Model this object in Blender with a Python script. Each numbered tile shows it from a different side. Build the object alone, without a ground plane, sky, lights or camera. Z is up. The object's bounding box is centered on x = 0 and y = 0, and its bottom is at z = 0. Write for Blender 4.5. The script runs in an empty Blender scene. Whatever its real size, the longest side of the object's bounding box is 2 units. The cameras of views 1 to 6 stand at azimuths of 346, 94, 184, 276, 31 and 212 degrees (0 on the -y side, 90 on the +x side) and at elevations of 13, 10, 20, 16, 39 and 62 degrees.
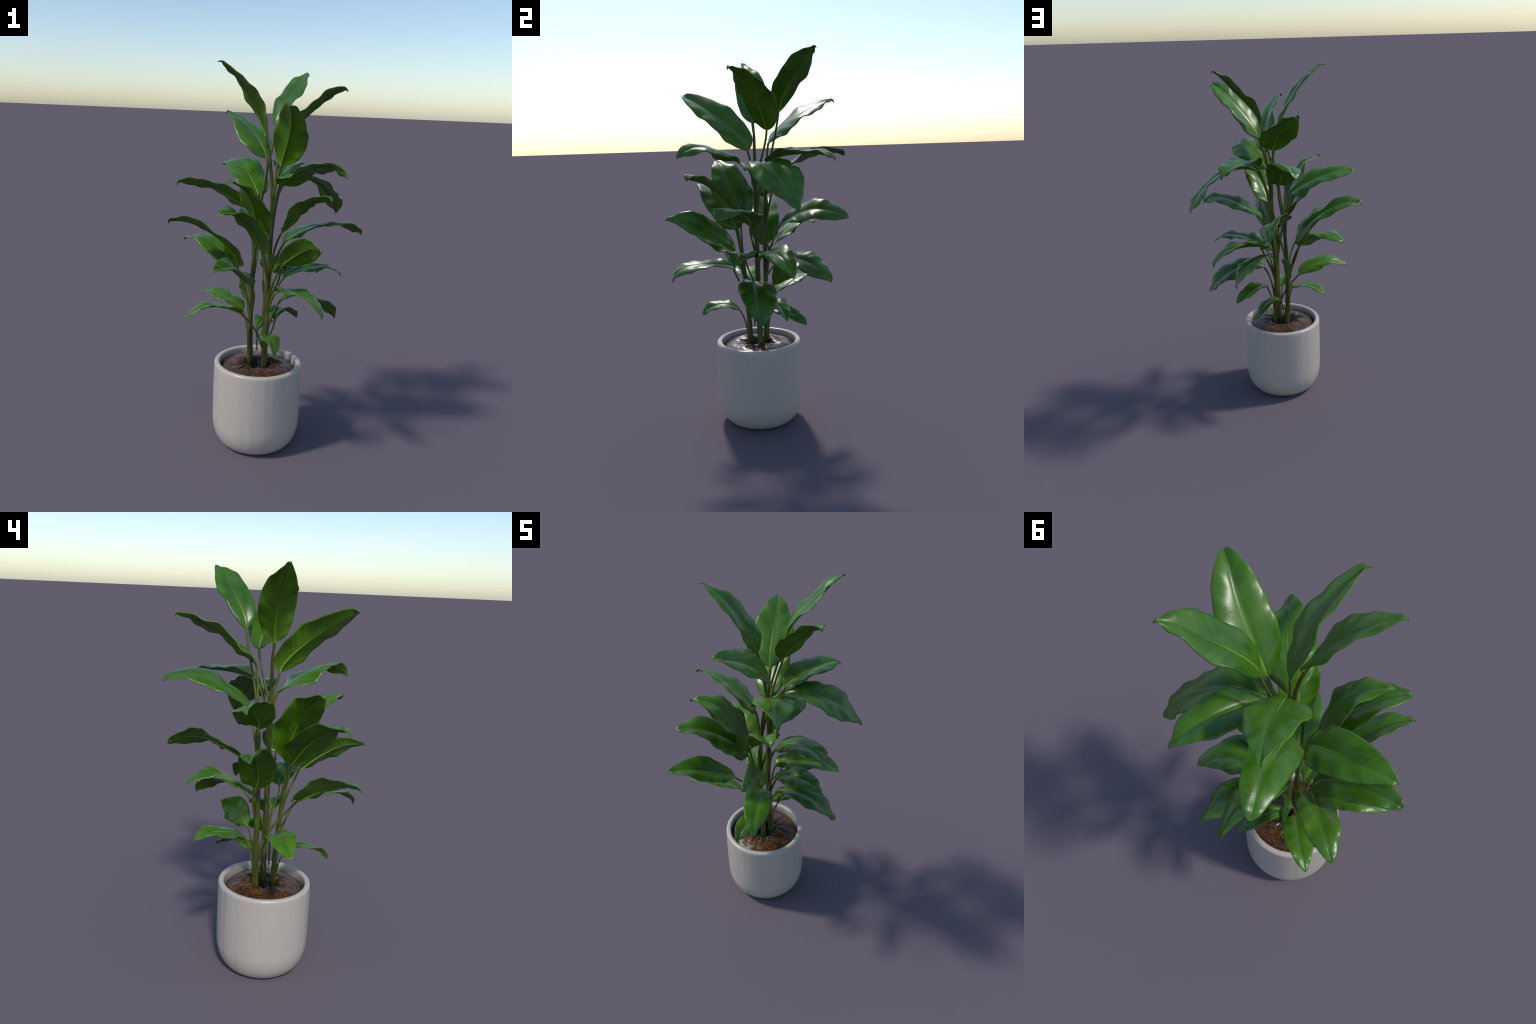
"""A tall leafy houseplant in a pale ceramic pot: three canes, long petioles,
thirty glossy pointed leaves, and a pleated dome of brown growing medium."""
import bpy, math, random
import numpy as np
from mathutils import Vector, Matrix, noise

random.seed(7)
POT_X, POT_Y = 0.0026, -0.0243          # axis of the pot


# ------------------------------------------------------------------ materials
class Nodes:
    """Small helper to write node graphs as expressions."""
    def __init__(self, name):
        self.mat = bpy.data.materials.new(name)
        self.mat.use_nodes = True
        self.t = self.mat.node_tree
        self.t.nodes.clear()
        self.out = self.t.nodes.new('ShaderNodeOutputMaterial')
        self.bsdf = self.t.nodes.new('ShaderNodeBsdfPrincipled')
        self.t.links.new(self.bsdf.outputs[0], self.out.inputs[0])
        self.tc = self.t.nodes.new('ShaderNodeTexCoord')

    def put(self, socket, v):
        if hasattr(v, 'is_output'):
            self.t.links.new(v, socket)
        else:
            socket.default_value = v

    def math(self, op, a, b=0.0, c=0.0, clamp=False):
        n = self.t.nodes.new('ShaderNodeMath')
        n.operation, n.use_clamp = op, clamp
        for s, v in zip(n.inputs, (a, b, c)):
            self.put(s, v)
        return n.outputs[0]

    def mapping(self, src, scale=(1, 1, 1), loc=(0, 0, 0)):
        n = self.t.nodes.new('ShaderNodeMapping')
        self.put(n.inputs['Vector'], src)
        self.put(n.inputs['Scale'], scale)
        self.put(n.inputs['Location'], loc)
        return n.outputs[0]

    def noise(self, vec, scale, detail=3.0, rough=0.55, distortion=0.0):
        n = self.t.nodes.new('ShaderNodeTexNoise')
        self.put(n.inputs['Vector'], vec)
        n.inputs['Scale'].default_value = scale
        n.inputs['Detail'].default_value = detail
        n.inputs['Roughness'].default_value = rough
        n.inputs['Distortion'].default_value = distortion
        return n.outputs['Fac']

    def voronoi(self, vec, scale):
        n = self.t.nodes.new('ShaderNodeTexVoronoi')
        self.put(n.inputs['Vector'], vec)
        n.inputs['Scale'].default_value = scale
        return n.outputs['Distance']

    def ramp(self, fac, stops):
        n = self.t.nodes.new('ShaderNodeValToRGB')
        e = n.color_ramp.elements
        while len(e) < len(stops):
            e.new(0.5)
        for el, (p, c) in zip(e, stops):
            el.position = p
            el.color = (*c, 1) if len(c) == 3 else c
        self.put(n.inputs[0], fac)
        return n.outputs[0]

    def step(self, v, lo, hi):
        n = self.t.nodes.new('ShaderNodeMapRange')
        n.interpolation_type = 'SMOOTHSTEP'
        self.put(n.inputs['Value'], v)
        n.inputs['From Min'].default_value = lo
        n.inputs['From Max'].default_value = hi
        return n.outputs[0]

    def mix(self, fac, a, b, mode='MIX'):
        n = self.t.nodes.new('ShaderNodeMix')
        n.data_type, n.blend_type = 'RGBA', mode
        self.put(n.inputs[0], fac)
        for s, v in ((n.inputs[6], a), (n.inputs[7], b)):
            self.put(s, (*v, 1) if isinstance(v, tuple) and len(v) == 3 else v)
        return n.outputs[2]

    def xyz(self, vec):
        n = self.t.nodes.new('ShaderNodeSeparateXYZ')
        self.put(n.inputs[0], vec)
        return n.outputs

    def join(self, x, y, z):
        n = self.t.nodes.new('ShaderNodeCombineXYZ')
        for s, v in zip(n.inputs, (x, y, z)):
            self.put(s, v)
        return n.outputs[0]

    def random(self):
        return self.t.nodes.new('ShaderNodeObjectInfo').outputs['Random']

    def bump(self, height, strength=0.3, distance=0.002):
        n = self.t.nodes.new('ShaderNodeBump')
        n.inputs['Strength'].default_value = strength
        n.inputs['Distance'].default_value = distance
        self.put(n.inputs['Height'], height)
        self.t.links.new(n.outputs[0], self.bsdf.inputs['Normal'])

    def finish(self, color, rough=0.4, spec=0.5, translucent=None):
        self.put(self.bsdf.inputs['Base Color'], color if not isinstance(color, tuple) else (*color, 1))
        self.put(self.bsdf.inputs['Roughness'], rough)
        self.bsdf.inputs['Specular IOR Level'].default_value = spec
        if translucent:
            amount, tint = translucent
            tr = self.t.nodes.new('ShaderNodeBsdfTranslucent')
            self.put(tr.inputs[0], tint if not isinstance(tint, tuple) else (*tint, 1))
            mx = self.t.nodes.new('ShaderNodeMixShader')
            mx.inputs[0].default_value = amount
            self.t.links.new(self.bsdf.outputs[0], mx.inputs[1])
            self.t.links.new(tr.outputs[0], mx.inputs[2])
            self.t.links.new(mx.outputs[0], self.out.inputs[0])
        return self.mat


def blade_material(name, dark, mid, light, rough, vein_gain):
    """Leaf blade. Object space: x runs 0..1 from base to tip, y across."""
    n = Nodes(name)
    obj = n.tc.outputs['Object']
    x, y, z = n.xyz(obj)
    rnd = n.random()
    shifted = n.join(n.math('MULTIPLY_ADD', rnd, 37.0, x), n.math('MULTIPLY_ADD', rnd, 11.0, y), z)
    broad = n.noise(n.mapping(shifted, (3.0, 6.0, 3.0)), 1.0, 2.0)
    # side veins sweep forward from the midrib
    sweep = n.math('SUBTRACT', x, n.math('MULTIPLY', n.math('ABSOLUTE', y), 0.75))
    wob = n.math('MULTIPLY_ADD', n.noise(shifted, 5.0, 2.0), 0.06, sweep)
    fine = n.noise(n.join(n.math('MULTIPLY', wob, 85.0), n.math('MULTIPLY', y, 2.0), rnd), 1.0, 2.0)
    coarse = n.noise(n.join(n.math('MULTIPLY', wob, 26.0), n.math('MULTIPLY', y, 3.0), rnd), 1.0, 1.0)
    lines = n.math('MULTIPLY_ADD', fine, 0.6, n.math('MULTIPLY', coarse, 0.4))
    tone = n.math('ADD', n.math('MULTIPLY_ADD', broad, 0.75, 0.5 - 0.375 - 0.5 * vein_gain), n.math('MULTIPLY', lines, vein_gain))
    tone = n.math('ADD', tone, n.math('MULTIPLY_ADD', rnd, 0.18, -0.09))
    col = n.ramp(tone, [(0.25, dark), (0.48, mid), (0.75, light)])
    # narrow yellow-green band beside the midrib, strongest near the base
    near = n.math('SUBTRACT', 1.0, n.step(n.math('ABSOLUTE', y), 0.0, 0.05), clamp=True)
    basal = n.math('SUBTRACT', 1.0, n.step(x, 0.05, 0.55), clamp=True)
    col = n.mix(n.math('MULTIPLY', n.math('MULTIPLY', near, basal), 0.25), col, (0.10, 0.20, 0.012))
    n.bump(lines, 0.10, 0.004)
    return n.finish(col, n.math('MULTIPLY_ADD', broad, 0.12, rough), 0.5, (0.10, col))


def midrib_material(name, pale, green):
    n = Nodes(name)
    x, y, z = n.xyz(n.tc.outputs['Object'])
    wob = n.math('MULTIPLY_ADD', n.noise(n.tc.outputs['Object'], 9.0, 2.0), 0.25, x)
    col = n.mix(n.step(wob, 0.30, 0.80), pale, green)
    return n.finish(col, 0.38, 0.5)


def cane_material(name, dark, mid, light):
    n = Nodes(name)
    obj = n.tc.outputs['Object']
    streak = n.noise(n.mapping(obj, (160, 160, 5)), 1.0, 3.0)
    patch = n.noise(n.mapping(obj, (22, 22, 9)), 1.0, 3.0)
    tone = n.math('ADD', n.math('MULTIPLY', streak, 0.55), n.math('MULTIPLY', patch, 0.45))
    col = n.ramp(tone, [(0.30, dark), (0.50, mid), (0.70, light)])
    n.bump(streak, 0.35, 0.003)
    return n.finish(col, 0.45, 0.4)


def pot_material():
    n = Nodes('glazed_ceramic')
    obj = n.tc.outputs['Object']
    grain = n.noise(n.mapping(obj, (140, 140, 30)), 1.0, 3.0)
    cloud = n.noise(obj, 6.0, 2.0)
    col = n.mix(n.math('MULTIPLY_ADD', grain, 0.5, n.math('MULTIPLY', cloud, 0.5)), (0.440, 0.395, 0.345), (0.500, 0.450, 0.392))
    streak = n.noise(n.mapping(obj, (26, 26, 0.8)), 1.0, 1.0)
    n.bump(streak, 0.30, 0.010)
    return n.finish(col, n.math('MULTIPLY_ADD', grain, 0.10, 0.24), 0.5)


def soil_material():
    n = Nodes('wrapped_coir')
    obj = n.tc.outputs['Object']
    grit = n.noise(obj, 95.0, 3.0, 0.6, 0.6)
    clump = n.noise(obj, 22.0, 3.0)
    tone = n.math('ADD', n.math('MULTIPLY', grit, 0.75), n.math('MULTIPLY', clump, 0.25))
    col = n.ramp(tone, [(0.36, (0.012, 0.008, 0.005)), (0.50, (0.075, 0.030, 0.010)), (0.64, (0.17, 0.068, 0.018))])
    # the brown turns near black in the hollow at the middle
    x, y, z = n.xyz(obj)
    r = n.math('SQRT', n.math('ADD', n.math('POWER', n.math('SUBTRACT', x, POT_X), 2.0),
                              n.math('POWER', n.math('SUBTRACT', y, POT_Y), 2.0)))
    wob = n.math('MULTIPLY_ADD', n.noise(obj, 30.0, 2.0), 0.05, r)
    col = n.mix(n.step(wob, 0.075, 0.115), (0.014, 0.014, 0.016), col)
    n.bump(grit, 0.25, 0.003)
    return n.finish(col, n.math('MULTIPLY_ADD', clump, 0.12, 0.22), 0.55)


LEAF_TOP = blade_material('leaf_upper_face', (0.026, 0.092, 0.005), (0.053, 0.150, 0.008), (0.092, 0.210, 0.013), 0.26, 0.45)
LEAF_UNDER = blade_material('leaf_lower_face', (0.032, 0.090, 0.003), (0.058, 0.146, 0.004), (0.092, 0.205, 0.007), 0.38, 0.85)
RIB_TOP = midrib_material('midrib_upper_face', (0.20, 0.32, 0.030), (0.028, 0.105, 0.012))
RIB_UNDER = midrib_material('midrib_lower_face', (0.17, 0.26, 0.020), (0.040, 0.110, 0.010))
CANE = cane_material('cane_bark', (0.026, 0.030, 0.005), (0.066, 0.078, 0.011), (0.135, 0.150, 0.024))
PETIOLE = cane_material('petiole_skin', (0.034, 0.046, 0.006), (0.074, 0.100, 0.011), (0.130, 0.165, 0.022))
POT = pot_material()
SOIL = soil_material()


# ------------------------------------------------------------------ helpers
def new_object(name, verts, faces, mats, parent, mat_index=None, matrix=None):
    me = bpy.data.meshes.new(name)
    me.from_pydata([tuple(v) for v in verts], [], faces)
    for m in mats:
        me.materials.append(m)
    if mat_index is not None:
        me.polygons.foreach_set('material_index', mat_index)
    me.polygons.foreach_set('use_smooth', [True] * len(me.polygons))
    me.update()
    ob = bpy.data.objects.new(name, me)
    bpy.context.scene.collection.objects.link(ob)
    ob.parent = parent
    if matrix is not None:
        ob.matrix_world = matrix
    return ob


def lathe(profile, segments, cx, cy, warp=None):
    """Revolve (radius, height) points; the profile may start and end on the axis."""
    verts, faces = [], []
    for r, z in profile:
        for i in range(segments):
            a = 2 * math.pi * i / segments
            rr, zz = (r, z) if warp is None else warp(r, z, a)
            verts.append((cx + rr * math.cos(a), cy + rr * math.sin(a), zz))
    for j in range(len(profile) - 1):
        for i in range(segments):
            k = (i + 1) % segments
            faces.append((j * segments + i, j * segments + k, (j + 1) * segments + k, (j + 1) * segments + i))
    return verts, faces


def arc(cx, cz, r, a0, a1, n):
    return [(cx + r * math.cos(math.radians(a0 + (a1 - a0) * i / n)),
             cz + r * math.sin(math.radians(a0 + (a1 - a0) * i / n))) for i in range(n + 1)]


def tube(points, radii, sides, flute=0.0, flutes=5, phase=0.0):
    """Tube along a path with parallel-transported rings and closed ends."""
    P = np.array(points, float)
    T = np.gradient(P, axis=0)
    T /= np.linalg.norm(T, axis=1, keepdims=True)
    u = np.cross(T[0], (0.3, 0.9, 0.1))
    u /= np.linalg.norm(u)
    verts, faces = [], []
    for i in range(len(P)):
        u = u - T[i] * np.dot(u, T[i])
        u /= np.linalg.norm(u)
        v = np.cross(T[i], u)
        for k in range(sides):
            a = 2 * math.pi * k / sides
            r = radii[i] * (1 + flute * math.cos(flutes * a + phase))
            verts.append(P[i] + r * (math.cos(a) * u + math.sin(a) * v))
    for i in range(len(P) - 1):
        for k in range(sides):
            q = (k + 1) % sides
            faces.append((i * sides + k, i * sides + q, (i + 1) * sides + q, (i + 1) * sides + k))
    faces.append(tuple(reversed(range(sides))))
    faces.append(tuple(range((len(P) - 1) * sides, len(P) * sides)))
    return verts, faces


def bezier(p0, p1, p2, p3, t):
    t = t[:, None]
    c = (1 - t) ** 3 * p0 + 3 * (1 - t) ** 2 * t * p1 + 3 * (1 - t) * t ** 2 * p2 + t ** 3 * p3
    d = 3 * (1 - t) ** 2 * (p1 - p0) + 6 * (1 - t) * t * (p2 - p1) + 3 * t ** 2 * (p3 - p2)
    return c, d / np.linalg.norm(d, axis=1, keepdims=True)


def spine_curve(P, t):
    """Quartic Bezier through base and tip with three shaping points."""
    t = t[:, None]
    u = 1 - t
    c = u ** 4 * P[0] + 4 * u ** 3 * t * P[1] + 6 * u ** 2 * t ** 2 * P[2] + 4 * u * t ** 3 * P[3] + t ** 4 * P[4]
    d = u ** 3 * (P[1] - P[0]) + 3 * u ** 2 * t * (P[2] - P[1]) + 3 * u * t ** 2 * (P[3] - P[2]) + t ** 3 * (P[4] - P[3])
    return c, d / np.linalg.norm(d, axis=1, keepdims=True)


# ------------------------------------------------------------------ the plant
plant = bpy.data.objects.new('potted_plant', None)
bpy.context.scene.collection.objects.link(plant)
plant.location = (POT_X, POT_Y, 0)
plant['label'] = 'tall houseplant with glossy pointed green leaves in pale grey pot'
plant['category'] = 'potted plant'
bpy.context.view_layer.update()
PLANT_INV = Matrix.Translation((-POT_X, -POT_Y, 0))


def attach(ob, parent):
    ob.parent = parent
    ob.matrix_parent_inverse = parent.matrix_world.inverted()


# pot: straight wall, rounded foot, soft rim, hollow inside
RIM_Z = 0.468
FOOT_R, FOOT_H, WALL_R = 0.157, 0.152, 0.236
foot = [(FOOT_R + (WALL_R - FOOT_R) * math.sin(math.pi / 2 * i / 16), FOOT_H * (1 - math.cos(math.pi / 2 * i / 16))) for i in range(17)]
pot_profile = ([(0.0005, 0.0), (0.08, 0.0), (0.145, 0.0)] + foot
               + [(0.2366, 0.20), (0.2368, 0.26), (0.2364, 0.33), (0.2356, 0.39), (0.2345, 0.44)]
               + arc(0.2212, RIM_Z - 0.0130, 0.0130, 5, 90, 6) + arc(0.2160, RIM_Z - 0.0100, 0.0100, 90, 172, 6)
               + [(0.2055, 0.44), (0.2050, 0.42), (0.2045, 0.37), (0.204, 0.30), (0.0005, 0.30)])
def pot_warp(r, z, a):
    # slight throwing unevenness round the wall
    return r * (1 + 0.0022 * noise.noise(Vector((math.cos(a) * 3.2, math.sin(a) * 3.2, z * 0.8)))), z


v, f = lathe(pot_profile, 128, POT_X, POT_Y, pot_warp)
pot = new_object('pot', v, f, [POT], None)
attach(pot, plant)


# growing medium: a dome drawn into a pleated hollow around the canes
def soil_warp(r, z, a):
    near = math.exp(-((r - 0.080) / 0.045) ** 2)
    ca, sa = math.cos(a), math.sin(a)
    pleat = noise.noise(Vector((ca * 5.5, sa * 5.5, r * 6))) + 0.6 * noise.noise(Vector((ca * 13, sa * 13, 3 + r * 9)))
    lump = noise.noise(Vector((ca * r * 18, sa * r * 18, 9.0)))
    z += 0.0095 * pleat * near + 0.004 * lump * (1 if r < 0.2 else 0.3)
    fine = noise.noise(Vector((ca * 26, sa * 26, r * 22)))
    z += 0.0022 * fine * math.exp(-((r - 0.11) / 0.06) ** 2)
    if r < 0.08:
        r *= 1 + 0.14 * noise.noise(Vector((ca * 2.2, sa * 2.2, 5.0)))
    return r, z


soil_keys = [(0.0005, 0.3950), (0.0300, 0.3950), (0.0420, 0.4000), (0.0520, 0.4180), (0.0590, 0.4370), (0.0670, 0.4520),
             (0.0820, 0.4590), (0.1080, 0.4600), (0.1350, 0.4570), (0.1600, 0.4500), (0.1820, 0.4410), (0.1960, 0.4300), (0.2046, 0.4160)]
soil_profile = []
for (r0, z0), (r1, z1) in zip(soil_keys[:-1], soil_keys[1:]):
    for i in range(5):
        s = i / 5
        soil_profile.append((r0 + (r1 - r0) * s, z0 + (z1 - z0) * s))
soil_profile.append(soil_keys[-1])
v, f = lathe(soil_profile, 180, POT_X, POT_Y, soil_warp)
soil = new_object('soil', v, f, [SOIL], None)
attach(soil, plant)


# canes: x and y are cubic in height above z = 0.4
CANES = {
    'a': dict(x=(0.0066, 0.1011, -0.0689, -0.0287), y=(0.0710, -0.0669, 0.0295, 0.0156), top=1.44, girth=(0.0180, 0.0130, 0.0072)),
    'c': dict(x=(-0.2063, 0.3475, -0.1544, 0.0540), y=(-0.0275, 0.0576, -0.0317, -0.0091), top=1.66, girth=(0.0165, 0.0135, 0.0068)),
    'b': dict(x=(0.0769, -0.1553, 0.0674, 0.0195), y=(0.3388, -0.3768, 0.0669, -0.0737), top=1.0, girth=(0.0160, 0.0130, 0.0085)),
}


def cane_point(key, z):
    c = CANES[key]
    h = z - 0.4
    return np.array((np.polyval(c['x'], h), np.polyval(c['y'], h), z))


def cane_radius(key, z):
    g = CANES[key]['girth']
    s = (z - 0.36) / (CANES[key]['top'] - 0.36)
    return g[0] + (g[1] - g[0]) * min(s / 0.4, 1) + (g[2] - g[1]) * max((s - 0.4) / 0.6, 0)


cane_objects = {}
for key, c in CANES.items():
    zs = np.linspace(0.34, c['top'], 70)
    rad = [cane_radius(key, z) * (1 + 0.06 * noise.noise(Vector((ord(key), z * 9, 0)))) * min(1, 0.35 + (c['top'] - z) / 0.12) for z in zs]
    v, f = tube([cane_point(key, z) for z in zs], rad, 20, 0.10, 3, ord(key))
    ob = new_object('stem', v, f, [CANE], None)
    attach(ob, plant)
    cane_objects[key] = ob


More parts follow.
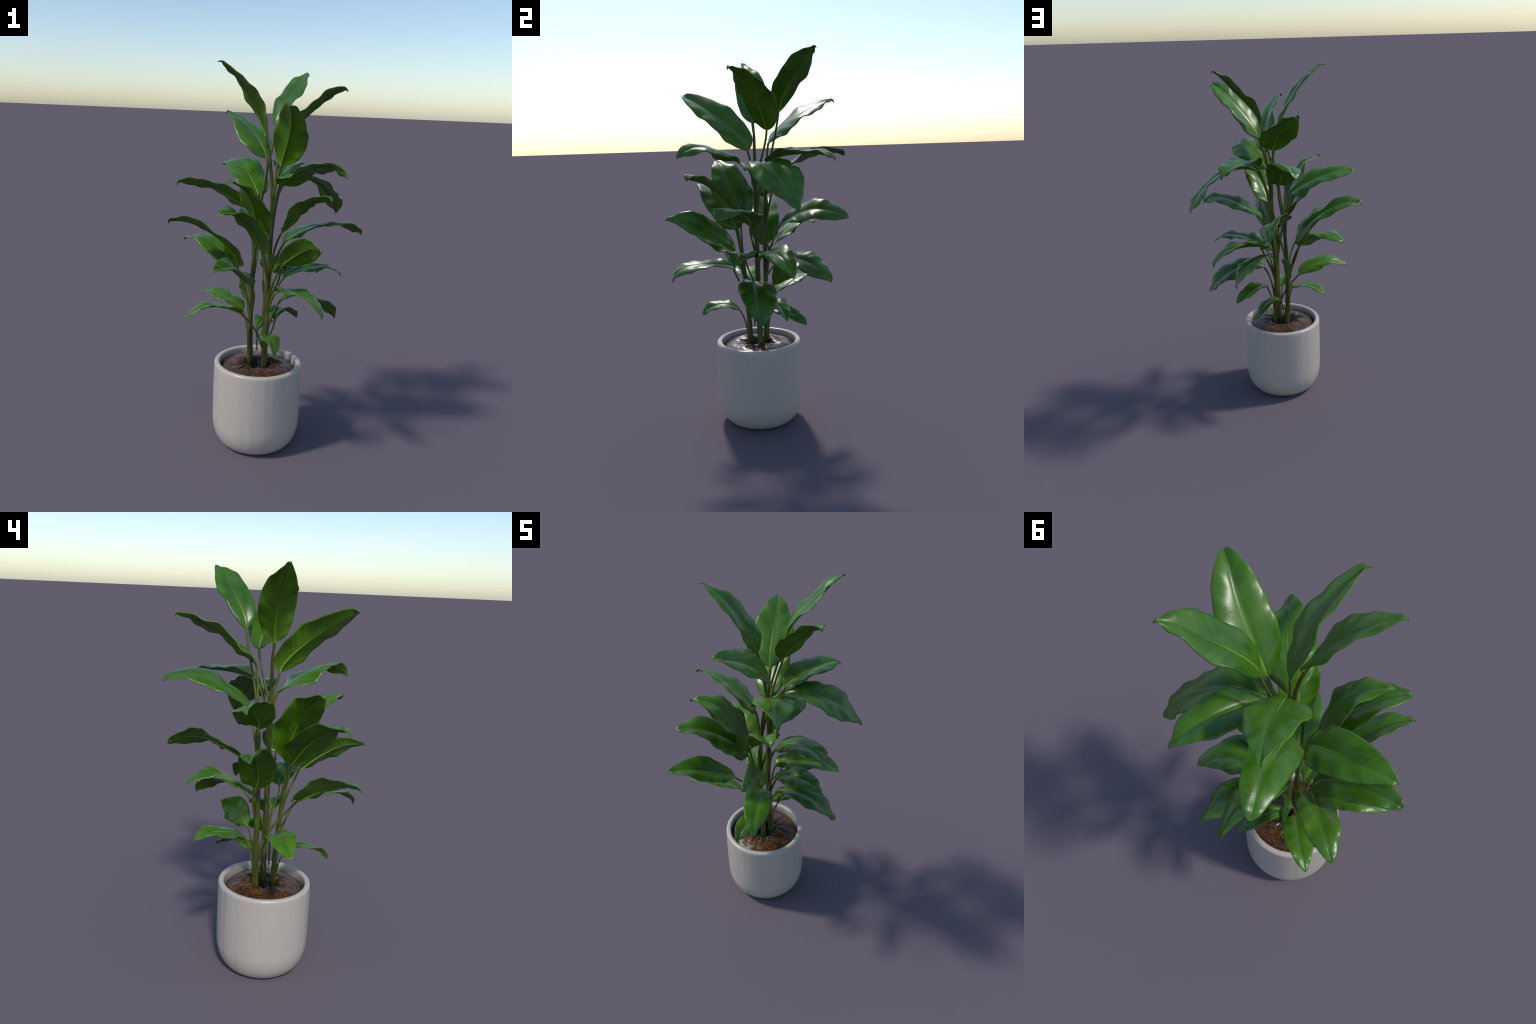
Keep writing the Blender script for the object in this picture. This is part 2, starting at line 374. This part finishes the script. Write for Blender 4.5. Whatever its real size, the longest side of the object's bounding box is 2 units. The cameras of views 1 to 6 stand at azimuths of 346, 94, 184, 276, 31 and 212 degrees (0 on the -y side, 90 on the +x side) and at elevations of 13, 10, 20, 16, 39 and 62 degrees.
# leaves: spine = five control points of the midrib curve (base ... tip),
# roll = turn of the blade about its midrib (base, belly, tip), fold = lift of the halves
LEAVES = [
    dict(spine=((-0.005, -0.021, 1.656), (0.001, -0.011, 1.697), (-0.093, -0.019, 1.863), (-0.167, -0.067, 1.968), (-0.267, -0.086, 1.994)),
         half_width=0.084, widest=0.46, taper=1.12, roll=(0.29, -0.10, -0.00), fold=(0.11, 0.10), stem='c', joins_at=1.60),
    dict(spine=((0.075, -0.041, 1.513), (0.089, -0.053, 1.593), (0.083, -0.186, 1.678), (0.070, -0.281, 1.775), (-0.004, -0.393, 1.805)),
         half_width=0.092, widest=0.41, taper=0.61, roll=(0.61, 0.06, 0.57), fold=(0.03, 0.23), stem='c', joins_at=1.33),
    dict(spine=((0.100, 0.064, 1.615), (0.127, 0.056, 1.692), (0.265, 0.024, 1.803), (0.318, -0.054, 1.913), (0.383, -0.095, 1.888)),
         half_width=0.097, widest=0.37, taper=0.86, roll=(0.06, -0.10, 0.29), fold=(-0.03, 0.35), stem='c', joins_at=1.30),
    dict(spine=((0.085, 0.125, 1.703), (0.101, 0.131, 1.819), (0.239, 0.249, 1.875), (0.256, 0.272, 2.005), (0.302, 0.321, 1.981)),
         half_width=0.080, widest=0.42, taper=1.15, roll=(0.29, -0.08, 0.20), fold=(0.18, 0.19), stem='a', joins_at=1.30),
    dict(spine=((0.026, 0.061, 1.544), (0.006, 0.082, 1.631), (-0.031, 0.222, 1.683), (-0.084, 0.361, 1.795), (-0.130, 0.419, 1.756)),
         half_width=0.108, widest=0.36, taper=1.14, roll=(0.10, -0.00, -0.34), fold=(-0.31, 0.21), stem='a', joins_at=1.33),
    dict(spine=((0.073, -0.037, 1.420), (0.110, -0.105, 1.490), (0.189, -0.173, 1.488), (0.231, -0.244, 1.612), (0.302, -0.374, 1.487)),
         half_width=0.110, widest=0.40, taper=0.80, roll=(0.52, -0.71, 1.02), fold=(-0.26, -0.03), stem='c', joins_at=1.20),
    dict(spine=((0.118, 0.037, 1.425), (0.286, 0.046, 1.496), (0.368, 0.143, 1.397), (0.481, 0.210, 1.308), (0.479, 0.220, 1.229)),
         half_width=0.114, widest=0.43, taper=1.03, roll=(0.07, -0.29, 0.18), fold=(0.20, -0.11), stem='c', joins_at=1.15),
    dict(spine=((-0.006, 0.074, 1.352), (-0.009, 0.071, 1.355), (-0.042, 0.217, 1.483), (-0.060, 0.336, 1.558), (-0.119, 0.471, 1.472)),
         half_width=0.090, widest=0.47, taper=0.51, roll=(0.16, 0.02, 0.32), fold=(-0.04, -0.02), stem='a', joins_at=1.08),
    dict(spine=((0.112, 0.057, 1.451), (0.136, 0.099, 1.500), (0.206, 0.242, 1.501), (0.250, 0.371, 1.516), (0.269, 0.404, 1.452)),
         half_width=0.088, widest=0.43, taper=1.05, roll=(-0.19, 0.14, -0.16), fold=(0.38, 0.07), stem='c', joins_at=1.13),
    dict(spine=((-0.061, 0.039, 1.267), (-0.064, 0.009, 1.300), (-0.202, 0.060, 1.379), (-0.347, 0.057, 1.464), (-0.441, 0.043, 1.403)),
         half_width=0.093, widest=0.42, taper=0.87, roll=(-0.31, 0.10, -0.54), fold=(0.08, 0.05), stem='a', joins_at=1.02),
    dict(spine=((-0.115, 0.035, 0.988), (-0.102, 0.006, 1.031), (-0.211, 0.007, 1.177), (-0.408, 0.029, 1.274), (-0.483, 0.016, 1.213)),
         half_width=0.086, widest=0.34, taper=0.65, roll=(-0.54, 0.48, -0.70), fold=(-0.07, 0.19), stem='a', joins_at=0.72),
    dict(spine=((-0.026, -0.104, 1.119), (-0.040, -0.106, 1.250), (-0.093, -0.181, 1.347), (-0.106, -0.195, 1.452), (-0.244, -0.261, 1.454)),
         half_width=0.105, widest=0.34, taper=0.77, roll=(0.38, -0.15, 0.33), fold=(-0.02, 0.10), stem='b', joins_at=0.86),
    dict(spine=((-0.017, -0.131, 1.089), (-0.031, -0.142, 1.130), (-0.113, -0.221, 1.267), (-0.204, -0.307, 1.356), (-0.293, -0.379, 1.312)),
         half_width=0.101, widest=0.44, taper=0.77, roll=(0.48, -0.06, 0.14), fold=(-0.16, 0.31), stem='b', joins_at=0.84),
    dict(spine=((0.067, -0.131, 1.194), (0.113, -0.151, 1.241), (0.134, -0.221, 1.336), (0.167, -0.279, 1.390), (0.246, -0.340, 1.375)),
         half_width=0.085, widest=0.31, taper=0.35, roll=(-0.24, 0.11, 0.09), fold=(-0.20, 0.50), stem='b', joins_at=0.88),
    dict(spine=((0.106, -0.042, 1.118), (0.157, -0.008, 1.174), (0.296, -0.075, 1.245), (0.435, -0.156, 1.269), (0.483, -0.160, 1.184)),
         half_width=0.088, widest=0.36, taper=0.85, roll=(-0.18, -0.23, 0.79), fold=(0.13, -0.18), stem='c', joins_at=0.90),
    dict(spine=((0.069, -0.154, 1.021), (0.095, -0.182, 1.077), (0.142, -0.317, 1.145), (0.167, -0.386, 1.197), (0.157, -0.485, 1.166)),
         half_width=0.070, widest=0.45, taper=0.99, roll=(0.35, 0.29, 0.91), fold=(0.04, -0.03), stem='b', joins_at=0.82),
    dict(spine=((-0.116, 0.045, 0.975), (-0.156, 0.100, 1.008), (-0.233, 0.174, 1.115), (-0.286, 0.232, 1.139), (-0.367, 0.300, 1.071)),
         half_width=0.084, widest=0.39, taper=0.66, roll=(0.28, 0.14, -0.23), fold=(-0.00, -0.14), stem='a', joins_at=0.70),
    dict(spine=((0.003, 0.111, 1.107), (-0.055, 0.208, 1.173), (0.022, 0.286, 1.203), (0.060, 0.359, 1.215), (0.013, 0.485, 1.146)),
         half_width=0.086, widest=0.45, taper=0.54, roll=(-0.42, 0.08, -0.86), fold=(0.09, -0.04), stem='a', joins_at=0.82),
    dict(spine=((0.048, 0.118, 0.939), (0.100, 0.172, 0.955), (0.171, 0.252, 0.945), (0.229, 0.347, 0.918), (0.221, 0.382, 0.833)),
         half_width=0.090, widest=0.40, taper=0.89, roll=(-0.25, 0.00, -0.42), fold=(0.21, -0.25), stem='c', joins_at=0.72),
    dict(spine=((0.110, -0.071, 0.944), (0.155, -0.052, 0.971), (0.260, -0.085, 1.000), (0.346, -0.089, 1.040), (0.415, -0.095, 0.954)),
         half_width=0.082, widest=0.43, taper=0.80, roll=(0.14, -0.17, 0.16), fold=(0.26, -0.08), stem='c', joins_at=0.70),
    dict(spine=((0.113, 0.013, 0.964), (0.070, 0.032, 0.961), (0.209, 0.075, 1.001), (0.319, 0.142, 1.010), (0.381, 0.192, 0.891)),
         half_width=0.091, widest=0.44, taper=0.65, roll=(-0.08, -0.12, -0.09), fold=(0.15, 0.26), stem='c', joins_at=0.72),
    dict(spine=((0.046, -0.147, 0.884), (0.087, -0.148, 0.918), (0.128, -0.307, 0.920), (0.192, -0.450, 0.944), (0.194, -0.447, 0.839)),
         half_width=0.075, widest=0.39, taper=0.93, roll=(0.44, -0.35, 0.56), fold=(0.29, -0.13), stem='b', joins_at=0.68),
    dict(spine=((-0.067, 0.080, 0.722), (-0.089, 0.111, 0.753), (-0.159, 0.187, 0.781), (-0.214, 0.247, 0.816), (-0.262, 0.287, 0.758)),
         half_width=0.066, widest=0.41, taper=0.78, roll=(0.09, -0.11, 0.23), fold=(0.09, 0.03), stem='a', joins_at=0.45),
    dict(spine=((-0.106, -0.057, 0.751), (-0.174, -0.101, 0.798), (-0.255, -0.101, 0.838), (-0.350, -0.137, 0.824), (-0.408, -0.169, 0.768)),
         half_width=0.072, widest=0.41, taper=0.76, roll=(-0.42, 0.18, -0.25), fold=(0.05, 0.15), stem='free', joins_at=(0.016, -0.043, 0.548)),
    dict(spine=((0.107, -0.037, 0.809), (0.207, -0.009, 0.867), (0.331, 0.011, 0.806), (0.408, 0.025, 0.734), (0.444, 0.034, 0.669)),
         half_width=0.101, widest=0.45, taper=0.91, roll=(0.07, 0.08, 0.12), fold=(0.07, 0.10), stem='c', joins_at=0.56),
    dict(spine=((0.092, -0.013, 0.690), (0.110, 0.071, 0.744), (0.173, 0.112, 0.725), (0.235, 0.132, 0.676), (0.261, 0.149, 0.642)),
         half_width=0.055, widest=0.42, taper=0.74, roll=(0.04, 0.02, 0.07), fold=(0.23, 0.19), stem='c', joins_at=0.50),
    dict(spine=((0.006, -0.124, 0.640), (0.017, -0.163, 0.671), (-0.001, -0.240, 0.674), (0.010, -0.308, 0.668), (0.002, -0.332, 0.606)),
         half_width=0.053, widest=0.41, taper=0.75, roll=(0.29, -0.48, 1.10), fold=(0.13, 0.19), stem='b', joins_at=0.46),
    dict(spine=((0.009, 0.044, 0.619), (0.039, 0.076, 0.666), (0.084, 0.152, 0.664), (0.126, 0.233, 0.620), (0.132, 0.242, 0.581)),
         half_width=0.050, widest=0.41, taper=0.70, roll=(0.38, -0.36, -0.21), fold=(0.01, -0.07), stem='free', joins_at=(-0.005, -0.022, 0.525)),
    dict(spine=((-0.086, -0.171, 0.938), (-0.152, -0.193, 0.969), (-0.163, -0.306, 1.038), (-0.238, -0.370, 1.112), (-0.326, -0.447, 1.076)),
         half_width=0.082, widest=0.49, taper=0.83, roll=(0.18, 0.17, 0.28), fold=(0.11, 0.31), stem='a', joins_at=0.60),
    dict(spine=((-0.045, 0.067, 0.768), (-0.029, 0.121, 0.845), (-0.039, 0.147, 0.866), (-0.028, 0.159, 0.870), (-0.077, 0.201, 0.905)),
         half_width=0.067, widest=0.42, taper=0.89, roll=(1.38, 0.03, 1.30), fold=(-0.06, 0.29), stem='a', joins_at=0.58),
]

ROWS, HALF = 44, 9          # rows along the blade, columns per half


def width_profile(t, widest, taper):
    a = np.clip(t / widest, 0, 1)
    b = np.clip((t - widest) / (1 - widest), 0, 1)
    w = np.where(t < widest, np.sin(math.pi / 2 * a) ** 0.62, np.cos(math.pi / 2 * b) ** taper)
    return w


def build_leaf(spec, number):
    rng = random.Random(100 + number)
    P = [np.array(p) for p in spec['spine']]
    # rows closer together near base and tip
    t = 0.5 - 0.5 * np.cos(np.pi * (0.03 + 0.97 * np.linspace(0, 1, ROWS)))
    t = (t - t[0]) / (t[-1] - t[0])
    c, d = spine_curve(P, t)
    chord = P[4] - P[0]
    length = float(np.linalg.norm(chord))
    flat = np.array((chord[0], chord[1], 0))
    flat /= np.linalg.norm(flat)
    s0 = np.array((flat[1], -flat[0], 0))
    s = s0 - d * (d @ s0)[:, None]
    s /= np.linalg.norm(s, axis=1, keepdims=True)
    n = np.cross(s, d)
    r0, rm, r1 = spec['roll']
    roll = (r0 + (r1 - r0) * t + rm * 4 * t * (1 - t))[:, None]
    side = np.cos(roll) * s + np.sin(roll) * n
    up = np.cos(roll) * n - np.sin(roll) * s
    fold = spec['fold'][0] + (spec['fold'][1] - spec['fold'][0]) * t
    w = spec['half_width'] * width_profile(t, spec['widest'], spec['taper'])
    # drip tip: a short narrow hook
    hook = np.clip((t - 0.965) / 0.035, 0, 1)
    w = np.maximum(w, 0.0028 * (1 - 0.5 * hook))
    crest = np.exp(-((t - 0.955) / 0.035) ** 2) * (1 - hook ** 2)
    c = c + up * (0.008 * crest * length / 0.45)[:, None]
    waves = [(rng.uniform(1.6, 2.6), rng.uniform(0, 6.28)), (rng.uniform(1.6, 2.6), rng.uniform(0, 6.28))]
    ripples = [(rng.uniform(4.5, 6.5), rng.uniform(0, 6.28)), (rng.uniform(4.5, 6.5), rng.uniform(0, 6.28))]
    amp = spec.get('wave', 1.0) * 0.075 * spec['half_width']
    cols = np.linspace(-1, 1, 2 * HALF + 1)
    cols = np.sign(cols) * np.abs(cols) ** 0.9
    top = np.zeros((ROWS, 2 * HALF + 1, 3))
    nrm = np.zeros_like(top)
    for j, q in enumerate(cols):
        k = 0 if q < 0 else 1
        sg = -1 if q < 0 else 1
        a = abs(q)
        env = np.sin(np.pi * np.clip(t, 0, 1)) ** 0.6
        lift = amp * env * (math.pow(a, 1.6) * np.sin(2 * np.pi * waves[k][0] * t + waves[k][1]) * 1.3
                            + math.pow(a, 1.3) * np.sin(2 * np.pi * ripples[k][0] * (t - 0.10 * a) + ripples[k][1]) * 0.55)
        lift = lift + w * 0.07 * math.sin(math.pi * min(a * 1.02, 1)) ** 0.8      # each half bellies up
        lift = lift - 0.0016 * math.exp(-(a / 0.06) ** 2)                           # groove over the midrib
        dirn = np.cos(fold)[:, None] * side * sg + np.sin(fold)[:, None] * up
        nn = np.cos(fold)[:, None] * up - np.sin(fold)[:, None] * side * sg
        if a < 1e-6:
            nn = up
        top[:, j] = c + dirn * (w * a)[:, None] + nn * lift[:, None]
        nrm[:, j] = nn
    # fleshy blade: about 7 mm at the middle, rounded off to 3 mm at the margin and thin at the tip
    body = 0.0072 * np.sqrt(np.clip(1.0 - 0.80 * np.abs(cols) ** 6, 0, 1))
    along = np.clip(0.45 + 3.0 * np.minimum(t, 1 - t), 0, 1) * (0.6 + 0.4 * length / 0.42)
    thick = body[None, :, None] * along[:, None, None]
    top = top + nrm * thick * 0.38
    bottom = top - nrm * thick
    # local frame: x along the chord (scaled so the tip is at 1), z out of the face
    ex = chord / length
    ez = up[ROWS // 2] - ex * np.dot(up[ROWS // 2], ex)
    ez /= np.linalg.norm(ez)
    ey = np.cross(ez, ex)
    R = np.stack([ex, ey, ez], 1)
    M = Matrix([[*(R[i] * length), P[0][i]] for i in range(3)] + [[0, 0, 0, 1]])
    local = lambda X: (np.asarray(X).reshape(-1, 3) - P[0]) @ R / length
    C = 2 * HALF + 1
    verts = np.concatenate([local(top), local(bottom)])
    faces, index = [], []
    off = ROWS * C
    for i in range(ROWS - 1):
        for j in range(C - 1):
            a, b, e, g = i * C + j, i * C + j + 1, (i + 1) * C + j + 1, (i + 1) * C + j
            faces.append((a, b, e, g)); index.append(0)
            faces.append((off + g, off + e, off + b, off + a)); index.append(1)
        for j, flip in ((0, False), (C - 1, True)):
            a, g = i * C + j, (i + 1) * C + j
            q = (a, g, off + g, off + a)
            faces.append(q[::-1] if flip else q); index.append(0)
    for i, flip in ((0, True), (ROWS - 1, False)):
        for j in range(C - 1):
            a, b = i * C + j, i * C + j + 1
            q = (a, b, off + b, off + a)
            faces.append(q[::-1] if flip else q); index.append(1)
    blade = new_object('leaf', verts, faces, [LEAF_TOP, LEAF_UNDER], None, index, M)
    attach(blade, plant)
    # midrib: flattened ridge, sunk in the upper face and proud of the lower one
    m = int(ROWS * 0.93)
    rib_v, rib_f, rib_i = [], [], []
    ring = 10
    for i in range(m):
        size = (0.0046 * (1 - t[i] / t[m - 1]) ** 0.8 + 0.0007) * (0.55 + 0.45 * length / 0.45)
        for k in range(ring):
            ang = 2 * math.pi * k / ring
            hgt = math.sin(ang)
            high = 0.35 * size if hgt > 0 else 0.85 * size
            rib_v.append((top[i, HALF] if hgt > 0 else bottom[i, HALF]) - up[i] * (0.0009 if hgt > 0 else 0.0) + side[i] * size * math.cos(ang) * (0.62 if hgt > 0 else 0.9) + up[i] * (hgt * high + (0.0009 if hgt > 0 else -0.0004)))
    for i in range(m - 1):
        for k in range(ring):
            q = (k + 1) % ring
            rib_f.append((i * ring + q, i * ring + k, (i + 1) * ring + k, (i + 1) * ring + q))
            rib_i.append(0 if math.sin(2 * math.pi * (k + 0.5) / ring) > 0 else 1)
    rib = new_object('midrib', local(rib_v), rib_f, [RIB_TOP, RIB_UNDER], None, rib_i, M)
    bpy.context.view_layer.update()
    attach(rib, blade)
    # petiole: leaves the cane along its length, bends out into the blade
    B = P[0]
    if spec['stem'] == 'free':
        J = np.array(spec['joins_at'])
        lead = np.array((0, 0, 1.0))
        start_r = 0.0042
        host = plant
    else:
        z = spec['joins_at']
        J0 = cane_point(spec['stem'], z)
        out = np.array((B[0] - J0[0], B[1] - J0[1], 0))
        out /= np.linalg.norm(out) + 1e-6
        J = J0 + out * cane_radius(spec['stem'], z) * 0.30
        lead = cane_point(spec['stem'], z + 0.05) - J0
        lead /= np.linalg.norm(lead)
        start_r = 0.0080
        host = cane_objects[spec['stem']]
    gap = np.linalg.norm(B - J)
    axis = (B - J) / gap
    lead = lead * 0.75 + axis * 0.5
    arrive = d[0] * 0.45 + axis * 0.55
    tt = np.linspace(0, 1, 28)
    path, _ = bezier(J, J + lead * gap * 0.36, B - arrive * gap * 0.30, B + d[0] * 0.006, tt)
    path = path - up[0] * (0.0016 * tt[:, None] ** 4)
    end_r = 0.0056 * (0.5 + 0.5 * length / 0.42)
    rad = [(start_r + (end_r - start_r) * min(1, q / 0.55) ** 0.8) * (1 if spec['stem'] == 'free' else min(1, 0.45 + q / 0.2)) for q in tt]
    v, f = tube(path, rad, 12, 0.05, 2)
    pet = new_object('petiole', v, f, [PETIOLE], None)
    attach(pet, blade)


for number, spec in enumerate(LEAVES):
    build_leaf(spec, number)
bpy.context.view_layer.update()
